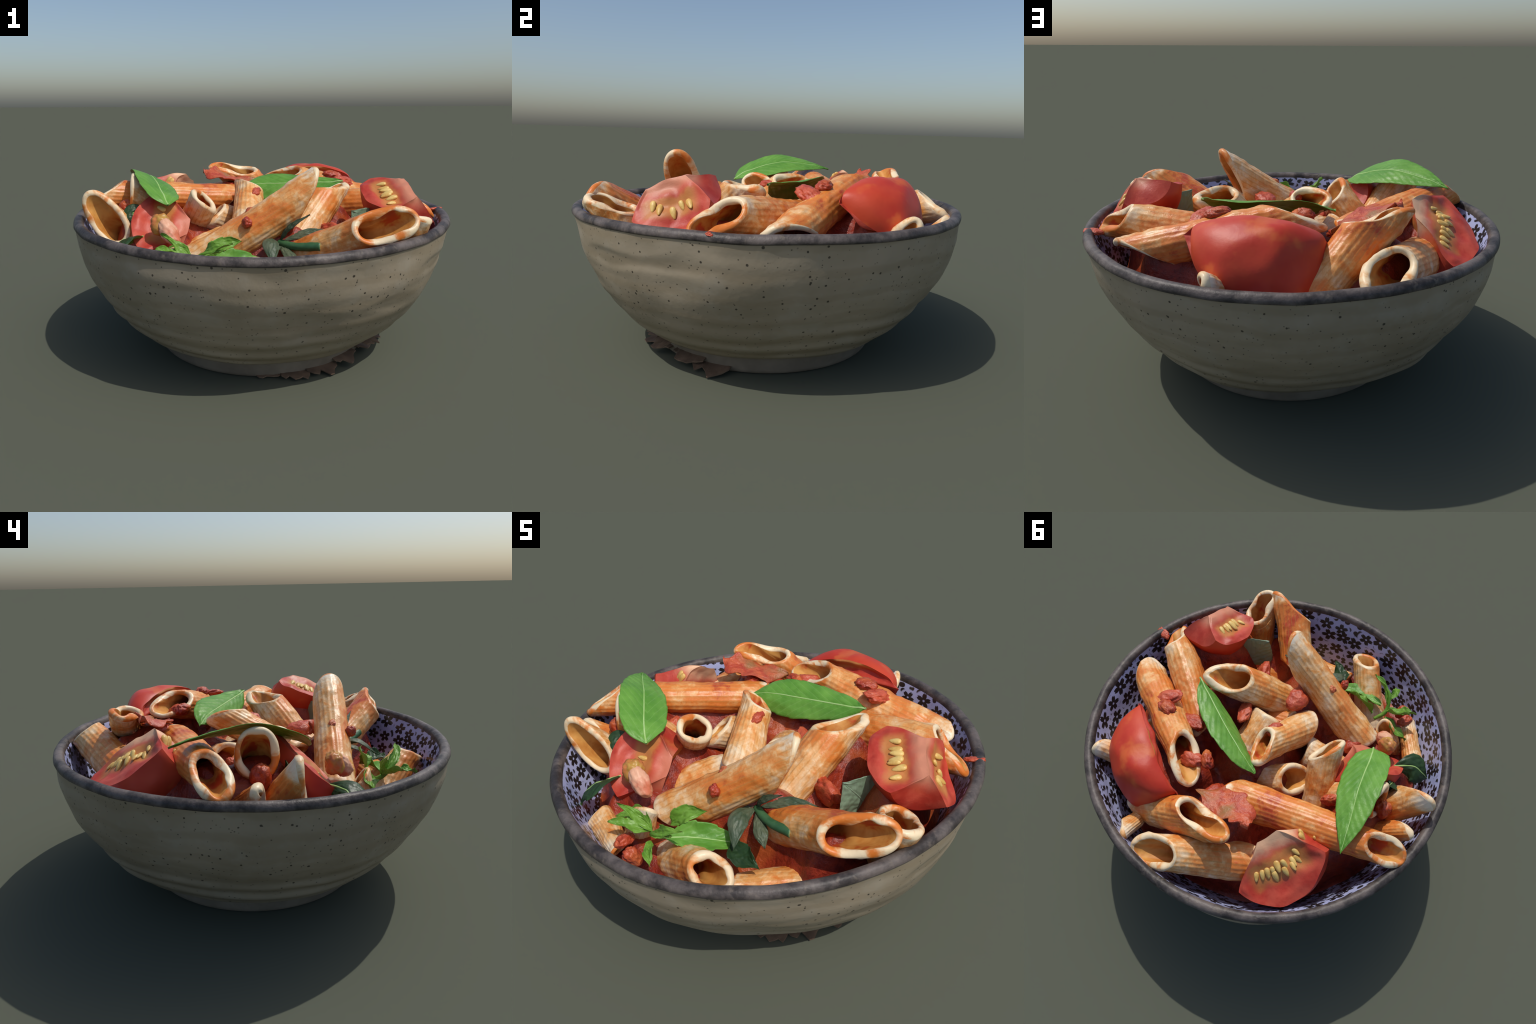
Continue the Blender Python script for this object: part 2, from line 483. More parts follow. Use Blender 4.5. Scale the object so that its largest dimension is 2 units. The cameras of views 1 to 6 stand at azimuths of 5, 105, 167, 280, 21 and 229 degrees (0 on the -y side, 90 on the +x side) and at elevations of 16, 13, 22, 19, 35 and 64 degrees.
# ------------------------------------------------------------------ penne
def penne(T, H, B, r=0.115, sauce=0.5, bend=(0, 0, 0), cut_b=1.0, wall=0.040, squash=1.0, seed=0, lumps=1.0, label=None, tip_b=None):
    """one piece of ridged penne.  T, H: the far and the near end of the slanted cut that shows;
    B: middle of the other end.  cut_b: slant of that end relative to this one (1 = parallel)."""
    T, H, B = V(T), V(H), V(B)
    A = (T + H) / 2
    for _ in range(2):  # keep the tip where it is and let the tube keep its own radius
        ax = (A - B).normalized()
        side = (T - H) - ax * (T - H).dot(ax)
        ra = r * (1 + 0.25 * (min(max(side.length / 2 / r, 0.8), 1.3) - 1))
        slant = (T - H).dot(ax) / 2
        A = T - side.normalized() * ra - ax * slant
    mid, L = (A + B) / 2, (A - B).length / 2
    mat = frame(mid, ax, side)
    inv = mat.to_3x3().inverted()
    bv = inv @ V(bend)
    rnd = random.Random(int(seed * 10))
    squash *= rnd.uniform(0.92, 1.10)
    collapse = rnd.uniform(0.02, 0.19)
    nu, no, nl, ni = 138, 54, 9, 22
    sl_b = slant * cut_b if tip_b is None else tip_b

    def centre(z):
        q = 1 - (z / (L + 1e-6)) ** 2
        return V((bv.x * q, bv.y * q, 0))

    def lim(th, end):
        return L + slant * cos(th) if end > 0 else -L + sl_b * cos(th) * 1.0

    def radius(z, th):
        k = smooth(-L, L, z)
        rad = r + (ra - r) * k * 0.7
        ca, sa = cos(th), sin(th)
        fl = collapse * smooth(L * 0.1, L, z)
        e = sqrt((ca * squash * (1 + fl * 0.5)) ** 2 + (sa / squash * (1 - fl)) ** 2)
        return rad * e

    rows = []
    # outside from end b to end a, then round the lip, inside back to b, round that lip
    for j in range(no):
        f = j / (no - 1)
        rows.append((f, 0.0, 0))
    for j in range(1, nl):
        rows.append((1.0, j / nl, 1))
    for j in range(ni):
        rows.append((1 - j / (ni - 1), 1.0, 2))
    for j in range(1, nl):
        rows.append((0.0, 1 - j / nl, 1))
    verts = []
    for f, wl, kind in rows:
        for i in range(nu):
            th = 2 * pi * i / nu
            z0, z1 = lim(th, -1), lim(th, 1)
            tq = wall * 0.8 * (1.0 + 0.5 * nz((cos(th), sin(th), f * 2), 1.4, seed + 3))
            cap = tq * 0.5
            z = z0 + cap + (z1 - z0 - 2 * cap) * f
            depth = 0.0
            if kind == 1:
                a = pi * wl
                depth = tq * 0.5 * (1 - cos(a))
                z += (cap * sin(a)) * (1 if f > 0.5 else -1)
            elif kind == 2:
                depth = tq
            rad = radius(z, th)
            c = centre(max(-L, min(L, z)))
            p = V((cos(th) * rad, sin(th) * rad, z))
            ripple = 0.0
            if kind == 0:
                ripple = 0.0007 * cos(23 * th) * smooth(0.0, 0.08, f) * smooth(1.0, 0.92, f)
                ripple += lumps * (0.004 * nz(p, 11, seed) + 0.0035 * max(0.0, nz(p, 24, seed + 9)) * 1.6)
            warp = 0.016 * nz(p, 3.2, seed + 5)
            rr = rad - depth + ripple + warp
            verts.append(V((cos(th) * rr + c.x, sin(th) * rr + c.y, z + 0.010 * nz(p, 4.5, seed + 11) * (1 if abs(f - 0.5) > 0.3 else 0.4))))
    n = len(rows)
    faces, slots = [], []
    for j in range(n):
        k = 0 if j < no - 1 else 1 if j < no + nl - 1 else 2 if j < no + nl - 1 + ni - 1 else 1
        for i in range(nu):
            a, b = j * nu + i, j * nu + (i + 1) % nu
            c, d = ((j + 1) % n) * nu + (i + 1) % nu, ((j + 1) % n) * nu + i
            faces.append((a, b, c, d))
            slots.append(k)
    o = mesh_object("penne", verts, faces, [M_OUT, M_LIP, M_IN], None, mat, slots)
    o["sauce"] = float(sauce)
    o["half_length"] = float(L + abs(slant) * 0.6)
    return thing(o, label or "ridged penne tube with slanted ends, coated in orange sauce", "pasta")


# ------------------------------------------------------------------ tomato
SEED_MESH = None


def seed_mesh():
    global SEED_MESH
    if SEED_MESH:
        return SEED_MESH
    verts, nu, nv = [], 14, 10
    for j in range(nv + 1):
        t = j / nv
        x = -cos(pi * t)
        w = sin(pi * t) ** 0.8 * (1 - 0.35 * x)
        for i in range(nu):
            a = 2 * pi * i / nu
            verts.append((x * 0.026, cos(a) * w * 0.0125, sin(a) * w * 0.0085))
    me = bpy.data.meshes.new("seed")
    me.from_pydata(verts, [], grid_faces(nu, nv + 1, True))
    me.materials.append(M_SEED)
    me.polygons.foreach_set("use_smooth", [True] * len(me.polygons))
    SEED_MESH = me
    return me


def tomato_wedge(apex, axis, d1, d2, R, half, seed=0, cavity=0.018, seeds=((-1, 8),), cap_seeds=(0, 0), warp=0.03, asym=0.0, core=0.22, taper=0.40, bulge=0.08, pale=0.85, label="juicy red tomato wedge with yellow seeds"):
    """apex: middle of the core edge; axis: along the core; d1, d2: from the core out along the two cut faces;
    R: core to skin; half: half the width of the skin; core: length of the core edge against that width;
    taper: how far the wedge narrows towards its two ends (1 = pointed poles)."""
    apex, axis, d1, d2 = V(apex), V(axis).normalized(), V(d1), V(d2)
    d1 = (d1 - axis * d1.dot(axis)).normalized()
    d2 = (d2 - axis * d2.dot(axis)).normalized()
    beta = math.acos(max(-1, min(1, d1.dot(d2)))) / 2
    mat = frame(apex, axis, d1 + d2)
    if (mat.to_3x3().inverted() @ d1).y > 0:  # keep face -1 the d1 face
        mat = frame(apex, -axis, d1 + d2)
    root = empty("tomato_wedge", mat, label, "tomato")

    def prof(t):
        return max(1e-4, 1 - taper * abs(t) ** 2.2) ** (0.55 if taper > 0.9 else 1.0)

    def move(p):
        q = p + V((nz(p, 4, seed), nz(p, 4, seed + 20), nz(p, 4, seed + 40))) * warp
        return q + V((nz(p, 10, seed + 3), nz(p, 10, seed + 23), nz(p, 10, seed + 43))) * warp * 0.3

    def at(s, phi, t):
        rr = R * (1 + asym * phi / beta) * prof(t) * (1 + bulge * cos(phi / beta * pi / 2))
        return V((s * rr * cos(phi), s * rr * sin(phi), half * t * (core + (1 - core) * s) * (1 - 0.10 * s * s * t ** 4)))

    nphi, nt, ns = 40, 48, 30
    ts = [sin((j / nt * 2 - 1) * pi / 2) for j in range(nt + 1)]
    sk = [move(at(1, -beta + 2 * beta * i / nphi, t)) for t in ts for i in range(nphi + 1)]
    skin = mesh_object("skin", sk, grid_faces(nphi + 1, nt + 1), M_SKIN, root)
    fv, ff = [], []

    def face_pt(s, t, sg):
        cav = smooth(0.22, 0.48, s) * smooth(0.92, 0.62, s) * smooth(0.95, 0.45, abs(t))
        p = at(s, sg * beta, t)
        nrm = V((-sin(sg * beta), cos(sg * beta), 0)) * sg
        edge = smooth(1.0, 0.9, s) * smooth(0, 0.15, s) * smooth(1.0, 0.9, abs(t))
        return p + nrm * (-(cavity if sg < 0 else 0.006) * cav + (0.018 * nz(p, 7, seed + 60 + sg) + 0.010 * nz(p, 16, seed + 70 + sg)) * edge), nrm

    for sg in (-1, 1):
        off = len(fv)
        fv += [move(face_pt(i / ns, t, sg)[0]) for t in ts for i in range(ns + 1)]
        ff += grid_faces(ns + 1, nt + 1, False, off, sg < 0)
    for e in (-1, 1):  # the two ends
        off = len(fv)
        fv += [move(at(i / ns, -beta + 2 * beta * j / nphi, e)) for j in range(nphi + 1) for i in range(ns + 1)]
        ff += grid_faces(ns + 1, nphi + 1, False, off, e > 0)
    flesh = mesh_object("flesh", fv, ff, M_FLESH, root)
    for o in (skin, flesh):
        o["radius"], o["half_length"], o["pale_core"] = R, half, pale
    rnd = random.Random(seed + 5)

    def add_seed(p, nrm, along):
        o = link(bpy.data.objects.new("seed", seed_mesh()))
        o.parent = flesh
        sc = rnd.uniform(0.85, 1.25)
        o.matrix_local = frame(p, nrm + V((rnd.uniform(-.3, .3), rnd.uniform(-.3, .3), 0)), along) @ Matrix.Diagonal((sc, sc, sc, 1))

    for sg, count in seeds:
        for k in range(count):
            t = -0.72 + 1.44 * (k + 0.5) / count + rnd.uniform(-0.06, 0.06)
            s = rnd.uniform(0.42, 0.66)
            p, nrm = face_pt(s, t, sg)
            along = face_pt(s + 0.1, t, sg)[0] - p
            add_seed(move(p + nrm * 0.003), nrm, along)
    for e, count in zip((-1, 1), cap_seeds):
        for k in range(count):
            s, phi = rnd.uniform(0.4, 0.7), beta * rnd.uniform(-0.6, 0.6)
            p = at(s, phi, e)
            add_seed(move(p + V((0, 0, e * 0.004))), V((0.1, 0, e)), at(s + 0.1, phi, e) - p)
    return root


def blob(name, c, size, mat, label, category, seed=0, amp=0.22, rot=(0, 0, 0), parent=None, sub=4, freq=1.6):
    """a lump of cooked tomato: a noisy ellipsoid"""
    import bmesh
    bm = bmesh.new()
    bmesh.ops.create_icosphere(bm, subdivisions=sub, radius=1)
    for v in bm.verts:
        p = v.co.copy()
        k = 1 + amp * nz(p, freq, seed) + amp * 0.6 * (1 - 2 * abs(nz(p, freq * 1.9, seed + 4))) + amp * 0.25 * nz(p, freq * 6, seed + 8)
        # flattened facets, as cut dice keep
        k *= 1 - 0.10 * max(abs(p.x), abs(p.y), abs(p.z)) ** 3
        v.co = V((p.x * size[0], p.y * size[1], p.z * size[2])) * k
    me = bpy.data.meshes.new(name)
    bm.to_mesh(me)
    bm.free()
    me.materials.append(mat)
    me.polygons.foreach_set("use_smooth", [True] * len(me.polygons))
    o = link(bpy.data.objects.new(name, me))
    from mathutils import Euler
    m = Euler(rot).to_matrix().to_4x4()
    m.translation = V(c)
    if parent:
        o.parent = parent
        o.matrix_local = m
    else:
        o.matrix_world = m
        thing(o, label, category)
    return o


# ------------------------------------------------------------------ leaves
def leaf_blade(name, spine, width, normals, mats, parent_mat=None, parent=None, cup=0.0, teeth=9, tooth=0.05, fold=0.0, wave=0.0, seed=0, thick=0.006, peak=0.45, midrib=True, rib_mat=None, vein_pitch=0.055, ragged=0.0):
    """leaf along a spine (base to tip); normals: upper side along the spine; cup>0 lifts the edges"""
    sp = [V(p) for p in spine]
    nm = [V(n).normalized() for n in normals]
    if len(nm) == 1:
        nm = nm * 2
    x_ax = sp[-1] - sp[0]
    z_ax = sum(nm, V((0, 0, 0)))
    if parent_mat is None:
        y_ax = z_ax.cross(x_ax).normalized()
        z_ax = x_ax.cross(y_ax).normalized()
        M = frame(sp[0], z_ax, x_ax)
    else:
        M = parent_mat
    inv = M.inverted()
    length = sum((catmull(sp, (i + 1) / 20) - catmull(sp, i / 20)).length for i in range(20))
    nu, nv = 25, 73
    P = math.log(0.5) / math.log(peak)

    def half(t, sgn):
        w = max(0.0, sin(pi * t ** P)) ** 1.1
        saw = (t * teeth) % 1.0
        return width * 0.5 * w * (1 + tooth * (saw - 0.5) * smooth(0.05, 0.2, t)) * (1 + ragged * nz((t * 6, sgn * 3.0, seed), 1.5, seed))

    def surf(t, v):
        c = catmull(sp, t)
        tan = (catmull(sp, min(1, t + 0.01)) - catmull(sp, max(0, t - 0.01))).normalized()
        n = catmull(nm, t)
        n = (n - tan * n.dot(tan)).normalized()
        b = n.cross(tan)
        sgn = 1 if v >= 0 else -1
        w = half(t, sgn)
        y = v * w
        av = abs(v)
        lift = cup * width * av * av * (w / (width * 0.5 + 1e-6)) + fold * abs(y)
        lift += wave * sin(t * 11 + sgn * 1.3 + seed) * av * av
        ph = 2 * pi * ((t * length) - abs(y) * 1.6) / vein_pitch
        relief = -0.0014 * (0.5 + 0.5 * sin(ph)) ** 3 * smooth(0, 0.2, av) * smooth(1.0, 0.8, av)
        relief -= 0.003 * exp(-(y / 0.006) ** 2)
        relief += 0.004 * nz((t * 5, v * 2, seed), 2.0, seed)
        return c + b * y + n * (lift + relief), n

    top, bot = [], []
    for j in range(nv):
        t = 0.002 + 0.996 * j / (nv - 1)
        for i in range(nu):
            v = -1 + 2 * i / (nu - 1)
            p, n = surf(t, v)
            th = thick * (0.35 + 0.65 * (1 - abs(v) ** 3))
            top.append(inv @ (p + n * th * 0.5))
            bot.append(inv @ (p - n * th * 0.5))
    k = len(top)
    f1 = grid_faces(nu, nv, False, 0, True)
    f2 = grid_faces(nu, nv, False, k)
    rim = []
    for j in range(nv - 1):
        a, b = j * nu, (j + 1) * nu
        rim.append((a, b, k + b, k + a)[::-1])
        a, b = a + nu - 1, b + nu - 1
        rim.append((a, k + a, k + b, b)[::-1])
    for i in range(nu - 1):
        rim.append((i, i + 1, k + i + 1, k + i)[::-1])
        a = (nv - 1) * nu + i
        rim.append((a, k + a, k + a + 1, a + 1)[::-1])
    slots = [0] * len(f1) + [1] * len(f2) + [0] * len(rim)
    mats = list(mats) if isinstance(mats, (list, tuple)) else [mats, mats]
    o = mesh_object(name, top + bot, f1 + f2 + rim, mats, parent, None if parent else M, slots)
    if midrib:
        mv, nr, ns = [], 8, 50
        for j in range(ns):
            t = 0.97 * j / (ns - 1)
            p, n = surf(t, 0)
            tan = (catmull(sp, min(1, t + 0.01)) - catmull(sp, max(0, t - 0.01))).normalized()
            b = n.cross(tan)
            w = 0.0056 * (1 - 0.75 * t) * min(1, width / 0.16)
            for i in range(nr):
                a = 2 * pi * i / nr
                mv.append(inv @ (p + n * (0.003 + sin(a) * w * 0.9) + b * cos(a) * w))
        mesh_object("midrib", mv, grid_faces(nr, ns, True), rib_mat or M_VEIN, o)
    return o


def tube(name, pts, radii, mat, parent=None, inv=None, nr=12, ns=28, seed=0, caps=None):
    sp = [V(p) for p in pts]
    inv = inv or Matrix.Identity(4)
    rr = [V((x, 0, 0)) for x in radii]
    verts, ref = [], V((0.3, 0.2, 1)).normalized()
    for j in range(ns):
        t = j / (ns - 1)
        c = catmull(sp, t)
        tan = (catmull(sp, min(1, t + 0.02)) - catmull(sp, max(0, t - 0.02))).normalized()
        b = tan.cross(ref).normalized()
        n = b.cross(tan)
        r = catmull(rr, t).x
        for i in range(nr):
            a = 2 * pi * i / nr
            verts.append(inv @ (c + (n * sin(a) + b * cos(a)) * r * (1 + 0.12 * nz(c + b * cos(a) * r, 30, seed))))
    faces = grid_faces(nr, ns, True) + [tuple(range(nr))[::-1], tuple((ns - 1) * nr + i for i in range(nr))]
    slots = None
    mats = mat
    if caps:
        mats = [mat, caps]
        slots = [0] * (len(faces) - 1) + [1]
    return mesh_object(name, verts, faces, mats, parent, None, slots)


# ================================================================== the dish
build_bowl()

# ---- long and short penne, each by its slanted opening and its far end
PENNE = [
    dict(T=(0.290, -0.395, 0.998), H=(0.195, -0.375, 0.70), B=(-0.26, -0.455, 0.545), r=0.095, sauce=0.48, lumps=1.1, squash=1.0, cut_b=-0.5),
    dict(T=(0.480, 0.10, 0.830), H=(0.245, -0.10, 0.893), B=(0.14, -0.31, 0.55), r=0.092, sauce=0.46, wall=0.044),
    dict(T=(0.93, -0.055, 0.70), H=(0.775, 0.095, 0.81), B=(0.30, 0.24, 0.69), r=0.09, sauce=0.60, lumps=1.3),
    dict(T=(-0.03, 0.55, 0.815), H=(0.20, 0.40, 0.89), B=(0.73, 0.29, 0.69), r=0.09, sauce=0.62, lumps=1.7),
    dict(T=(0.51, 0.79, 0.76), H=(0.44, 0.70, 0.66), B=(0.25, 0.52, 0.48), r=0.07, sauce=0.38),
    dict(T=(-0.853, -0.324, 0.862), H=(-0.665, -0.395, 0.59), B=(-0.64, -0.16, 0.50), r=0.088, sauce=0.55, wall=0.037, cut_b=0.3),
    dict(T=(-0.66, -0.147, 0.941), H=(-0.74, -0.15, 0.70), B=(-0.44, -0.06, 0.60), r=0.09, sauce=0.6, wall=0.037),
    dict(T=(-0.97, -0.072, 0.73), H=(-0.80, 0.05, 0.825), B=(-0.21, 0.355, 0.72), r=0.088, sauce=0.70, lumps=0.9),
    dict(T=(-0.90, -0.17, 0.77), H=(-0.81, -0.16, 0.66), B=(-0.68, -0.03, 0.56), r=0.058, sauce=0.66, wall=0.05),
    dict(T=(-0.045, 0.925, 0.70), H=(-0.265, 0.805, 0.785), B=(-0.46, 0.53, 0.64), r=0.092, sauce=0.45, wall=0.04),
    dict(T=(0.0, 0.93, 0.715), H=(0.06, 0.88, 0.65), B=(0.15, 0.70, 0.50), r=0.05, sauce=0.36, wall=0.042),
    dict(T=(-0.391, 0.57, 0.895), H=(-0.07, 0.61, 0.885), B=(0.11, 0.745, 0.57), r=0.092, sauce=0.56, lumps=1.5, wall=0.043),
    dict(T=(-0.155, 0.217, 0.825), H=(-0.02, 0.05, 0.84), B=(-0.055, -0.21, 0.63), r=0.092, sauce=0.52, cut_b=1.0),
    dict(T=(-0.32, -0.235, 0.828), H=(-0.265, -0.06, 0.772), B=(-0.44, 0.05, 0.56), r=0.082, sauce=0.48, wall=0.037),
    dict(T=(0.72, -0.625, 0.808), H=(0.475, -0.645, 0.752), B=(0.28, -0.44, 0.59), r=0.098, sauce=0.66, wall=0.043),
    dict(T=(0.745, -0.60, 0.812), H=(0.675, -0.39, 0.757), B=(0.635, -0.42, 0.54), r=0.085, sauce=0.64, cut_b=0.0),
    dict(T=(0.17, -0.85, 0.58), H=(0.0, -0.79, 0.675), B=(-0.19, -0.64, 0.43), r=0.088, sauce=0.52),
    dict(T=(0.12, -0.78, 0.48), H=(0.17, -0.70, 0.44), B=(0.45, -0.56, 0.42), r=0.085, sauce=0.66, cut_b=0.2),
    dict(T=(-0.38, -0.775, 0.57), H=(-0.42, -0.70, 0.52), B=(-0.61, -0.56, 0.52), r=0.058, sauce=0.5, wall=0.026),
    dict(T=(-0.30, -0.60, 0.66), H=(-0.36, -0.56, 0.58), B=(-0.42, -0.60, 0.42), r=0.055, sauce=0.4, wall=0.026),
    # pieces lower down that show between the upper ones
    dict(T=(-0.30, -0.04, 0.63), H=(-0.24, 0.08, 0.65), B=(-0.04, 0.28, 0.54), r=0.088, sauce=0.45),
    dict(T=(-0.10, -0.20, 0.62), H=(-0.16, -0.10, 0.57), B=(-0.42, -0.28, 0.47), r=0.09, sauce=0.5),
    dict(T=(0.20, -0.06, 0.69), H=(0.10, -0.08, 0.70), B=(0.06, 0.18, 0.56), r=0.085, sauce=0.45),
    dict(T=(0.05, -0.25, 0.62), H=(0.02, -0.14, 0.54), B=(0.30, -0.05, 0.50), r=0.09, sauce=0.55),
    dict(T=(0.62, 0.50, 0.54), H=(0.66, 0.42, 0.46), B=(0.30, 0.55, 0.40), r=0.09, sauce=0.55),
    dict(T=(0.66, -0.10, 0.54), H=(0.60, -0.20, 0.52), B=(0.30, -0.30, 0.44), r=0.09, sauce=0.7),
    dict(T=(-0.30, 0.72, 0.50), H=(-0.34, 0.66, 0.42), B=(0.02, 0.55, 0.42), r=0.09, sauce=0.55),
    dict(T=(-0.62, 0.10, 0.55), H=(-0.56, 0.18, 0.47), B=(-0.30, 0.40, 0.44), r=0.09, sauce=0.6),
    dict(T=(0.40, -0.50, 0.44), H=(0.36, -0.56, 0.40), B=(0.56, -0.28, 0.42), r=0.09, sauce=0.6, cut_b=0.2),
    dict(T=(-0.58, -0.38, 0.48), H=(-0.62, -0.32, 0.44), B=(-0.34, -0.50, 0.40), r=0.09, sauce=0.6),
]
for k, d in enumerate(PENNE):
    penne(seed=k * 3.7 + 1, **d)

# ---- tomato wedges
tomato_wedge((0.752, -0.225, 0.898), (0.15, -0.92, -0.34), (-0.93, 0.0, -0.25), (0.52, -0.12, -0.85), 0.25, 0.195, seed=11, core=0.5, pale=0.4, seeds=((-1, 7), (1, 5)))
tomato_wedge((0.256, 0.55, 0.80), (-0.97, 0.24, -0.07), (0.0, 0.1, 1.0), (0.30, 0.72, -0.63), 0.195, 0.29, seed=12, seeds=(), asym=0.5, core=1.0, taper=1.0, bulge=-0.08, pale=0.0, label="big red tomato quarter, smooth skin outwards")
tomato_wedge((-0.465, 0.42, 0.838), (0.34, 0.84, -0.43), (-0.85, 0.25, -0.46), (-0.05, 0.1, -1.0), 0.34, 0.26, seed=13, seeds=((-1, 12), (1, 2)), cap_seeds=(0, 5))
tomato_wedge((-0.34, -0.34, 0.69), (-0.10, -0.72, -0.62), (-0.82, -0.30, -0.06), (-0.4, 0.3, -0.85), 0.28, 0.215, seed=14, pale=0.25, seeds=((-1, 3), (1, 0)))

# ---- basil leaves
def basil(spine, width, normals, under=None, upper=None, label="green basil leaf with toothed edge and pale midrib", **kw):
    o = leaf_blade("basil_leaf", spine, width, normals, [upper or M_LEAF, under or M_UNDER], **kw)
    return thing(o, label, "leaf")


basil([(-0.44, -0.338, 0.80), (-0.485, -0.265, 0.85), (-0.582, -0.08, 0.908), (-0.69, 0.085, 0.896), (-0.765, 0.205, 0.868)], 0.23,
      [(0.45, -0.5, 0.72), (0.48, 0.0, 0.86), (0.3, 0.1, 0.94)], cup=-0.03, seed=1, peak=0.42)
basil([(0.45, 0.125, 0.867), (0.36, 0.145, 0.855), (0.13, 0.195, 0.840), (-0.05, 0.225, 0.83), (-0.17, 0.235, 0.805)], 0.205,
      [(0.1, -0.5, 0.85), (-0.1, -0.62, 0.78), (-0.25, -0.5, 0.8)], cup=-0.14, seed=2, peak=0.55, wave=0.008)
basil([(0.55, -0.24, 0.585), (0.515, -0.30, 0.69), (0.46, -0.365, 0.79)], 0.25, [(0.2, -0.8, 0.55), (0.15, -0.8, 0.55)], upper=M_GREY, under=M_GREY, rib_mat=M_GREY, seed=3, cup=0.05, label="pale underside of a small basil leaf")
basil([(-0.55, -0.42, 0.66), (-0.62, -0.50, 0.66), (-0.675, -0.53, 0.62), (-0.70, -0.56, 0.56)], 0.16, [(-0.7, -0.2, 0.6), (-0.6, -0.1, 0.7)], upper=M_DARKLEAF, under=M_YOUNG, seed=4, cup=-0.15, label="dark curled basil leaf beside tomato")
basil([(-0.60, -0.22, 0.66), (-0.635, -0.28, 0.75), (-0.62, -0.33, 0.70)], 0.10, [(0.1, -0.9, 0.4), (0.1, -0.7, 0.6)], upper=M_DARKLEAF, under=M_DARKLEAF, seed=5, label="small dark basil leaf half hidden")


def build_sprig():
    root = empty("basil_sprig", Matrix.Translation((-0.25, -0.67, 0.60)), "young basil sprig with small bright leaves", "herb")
    M = root.matrix_world.copy()
    inv = M.inverted()
    tube("stem", [(-0.23, -0.60, 0.56), (-0.25, -0.67, 0.60), (-0.20, -0.73, 0.66), (-0.12, -0.74, 0.68)], [0.010, 0.012, 0.009, 0.006], M_YOUNG, root, inv)
    sets = [
        ([(-0.25, -0.67, 0.61), (-0.32, -0.66, 0.67), (-0.39, -0.68, 0.74)], 0.055, [(0.2, -0.6, 0.8)], M_YOUNG),
        ([(-0.25, -0.67, 0.61), (-0.33, -0.70, 0.65), (-0.40, -0.74, 0.69)], 0.075, [(0.3, -0.2, 0.9)], M_YOUNG),
        ([(-0.24, -0.69, 0.62), (-0.16, -0.73, 0.68), (-0.07, -0.735, 0.715)], 0.06, [(0, -0.5, 0.8)], M_YOUNG),
        ([(-0.22, -0.73, 0.62), (-0.20, -0.79, 0.62), (-0.17, -0.84, 0.60)], 0.05, [(0.1, -0.6, 0.8)], M_YOUNG),
        ([(-0.20, -0.68, 0.60), (-0.10, -0.64, 0.595), (0.02, -0.60, 0.575), (0.10, -0.57, 0.55)], 0.14, [(0.0, -0.5, 0.85)], M_LEAF),
        ([(-0.21, -0.60, 0.60), (-0.14, -0.58, 0.66), (-0.05, -0.56, 0.68)], 0.09, [(0.1, -0.7, 0.6)], M_YOUNG),
        ([(-0.27, -0.65, 0.59), (-0.36, -0.60, 0.62), (-0.46, -0.62, 0.60)], 0.09, [(-0.3, -0.5, 0.8)], M_YOUNG),
        ([(0.06, -0.60, 0.58), (0.14, -0.66, 0.57), (0.22, -0.70, 0.57)], 0.11, [(0.1, -0.5, 0.8)], M_DARKLEAF),
    ]
    for i, (sp, w, nm, mt) in enumerate(sets):
        leaf_blade("leaf", sp, w * 0.85, nm, [mt, mt], parent_mat=M, parent=root, seed=30 + i, cup=0.25, wave=0.01, teeth=5, tooth=0.12, midrib=i == 4)


def build_calyx():
    c = V((0.116, -0.44, 0.645))
    root = empty("tomato_calyx", Matrix.Translation(c), "dark green tomato calyx with thin curling sepals", "stalk")
    M = root.matrix_world.copy()
    inv = M.inverted()
    tube("stem", [c, (0.20, -0.51, 0.645), (0.312, -0.562, 0.66)], [0.017, 0.019, 0.022], M_STEM, root, inv, caps=M_STEMCUT)
    tips = [((0.257, -0.517, 0.80), (0.16, -0.48, 0.73), 0.035), ((0.379, -0.423, 0.70), (0.25, -0.43, 0.70), 0.05), ((0.10, -0.66, 0.60), (0.09, -0.56, 0.68), 0.085),
            ((0.21, -0.60, 0.58), (0.17, -0.54, 0.62), 0.06), ((-0.02, -0.42, 0.60), (0.05, -0.44, 0.65), 0.05)]
    for i, (tip, mid, w) in enumerate(tips):
        leaf_blade("sepal", [c, mid, tip], w, [(0.2, -0.5, 0.8)], [M_SEPAL, M_SEPAL], parent_mat=M, parent=root, seed=50 + i, teeth=3, tooth=0.05, midrib=False, cup=-0.2, peak=0.5)


build_sprig()
build_calyx()

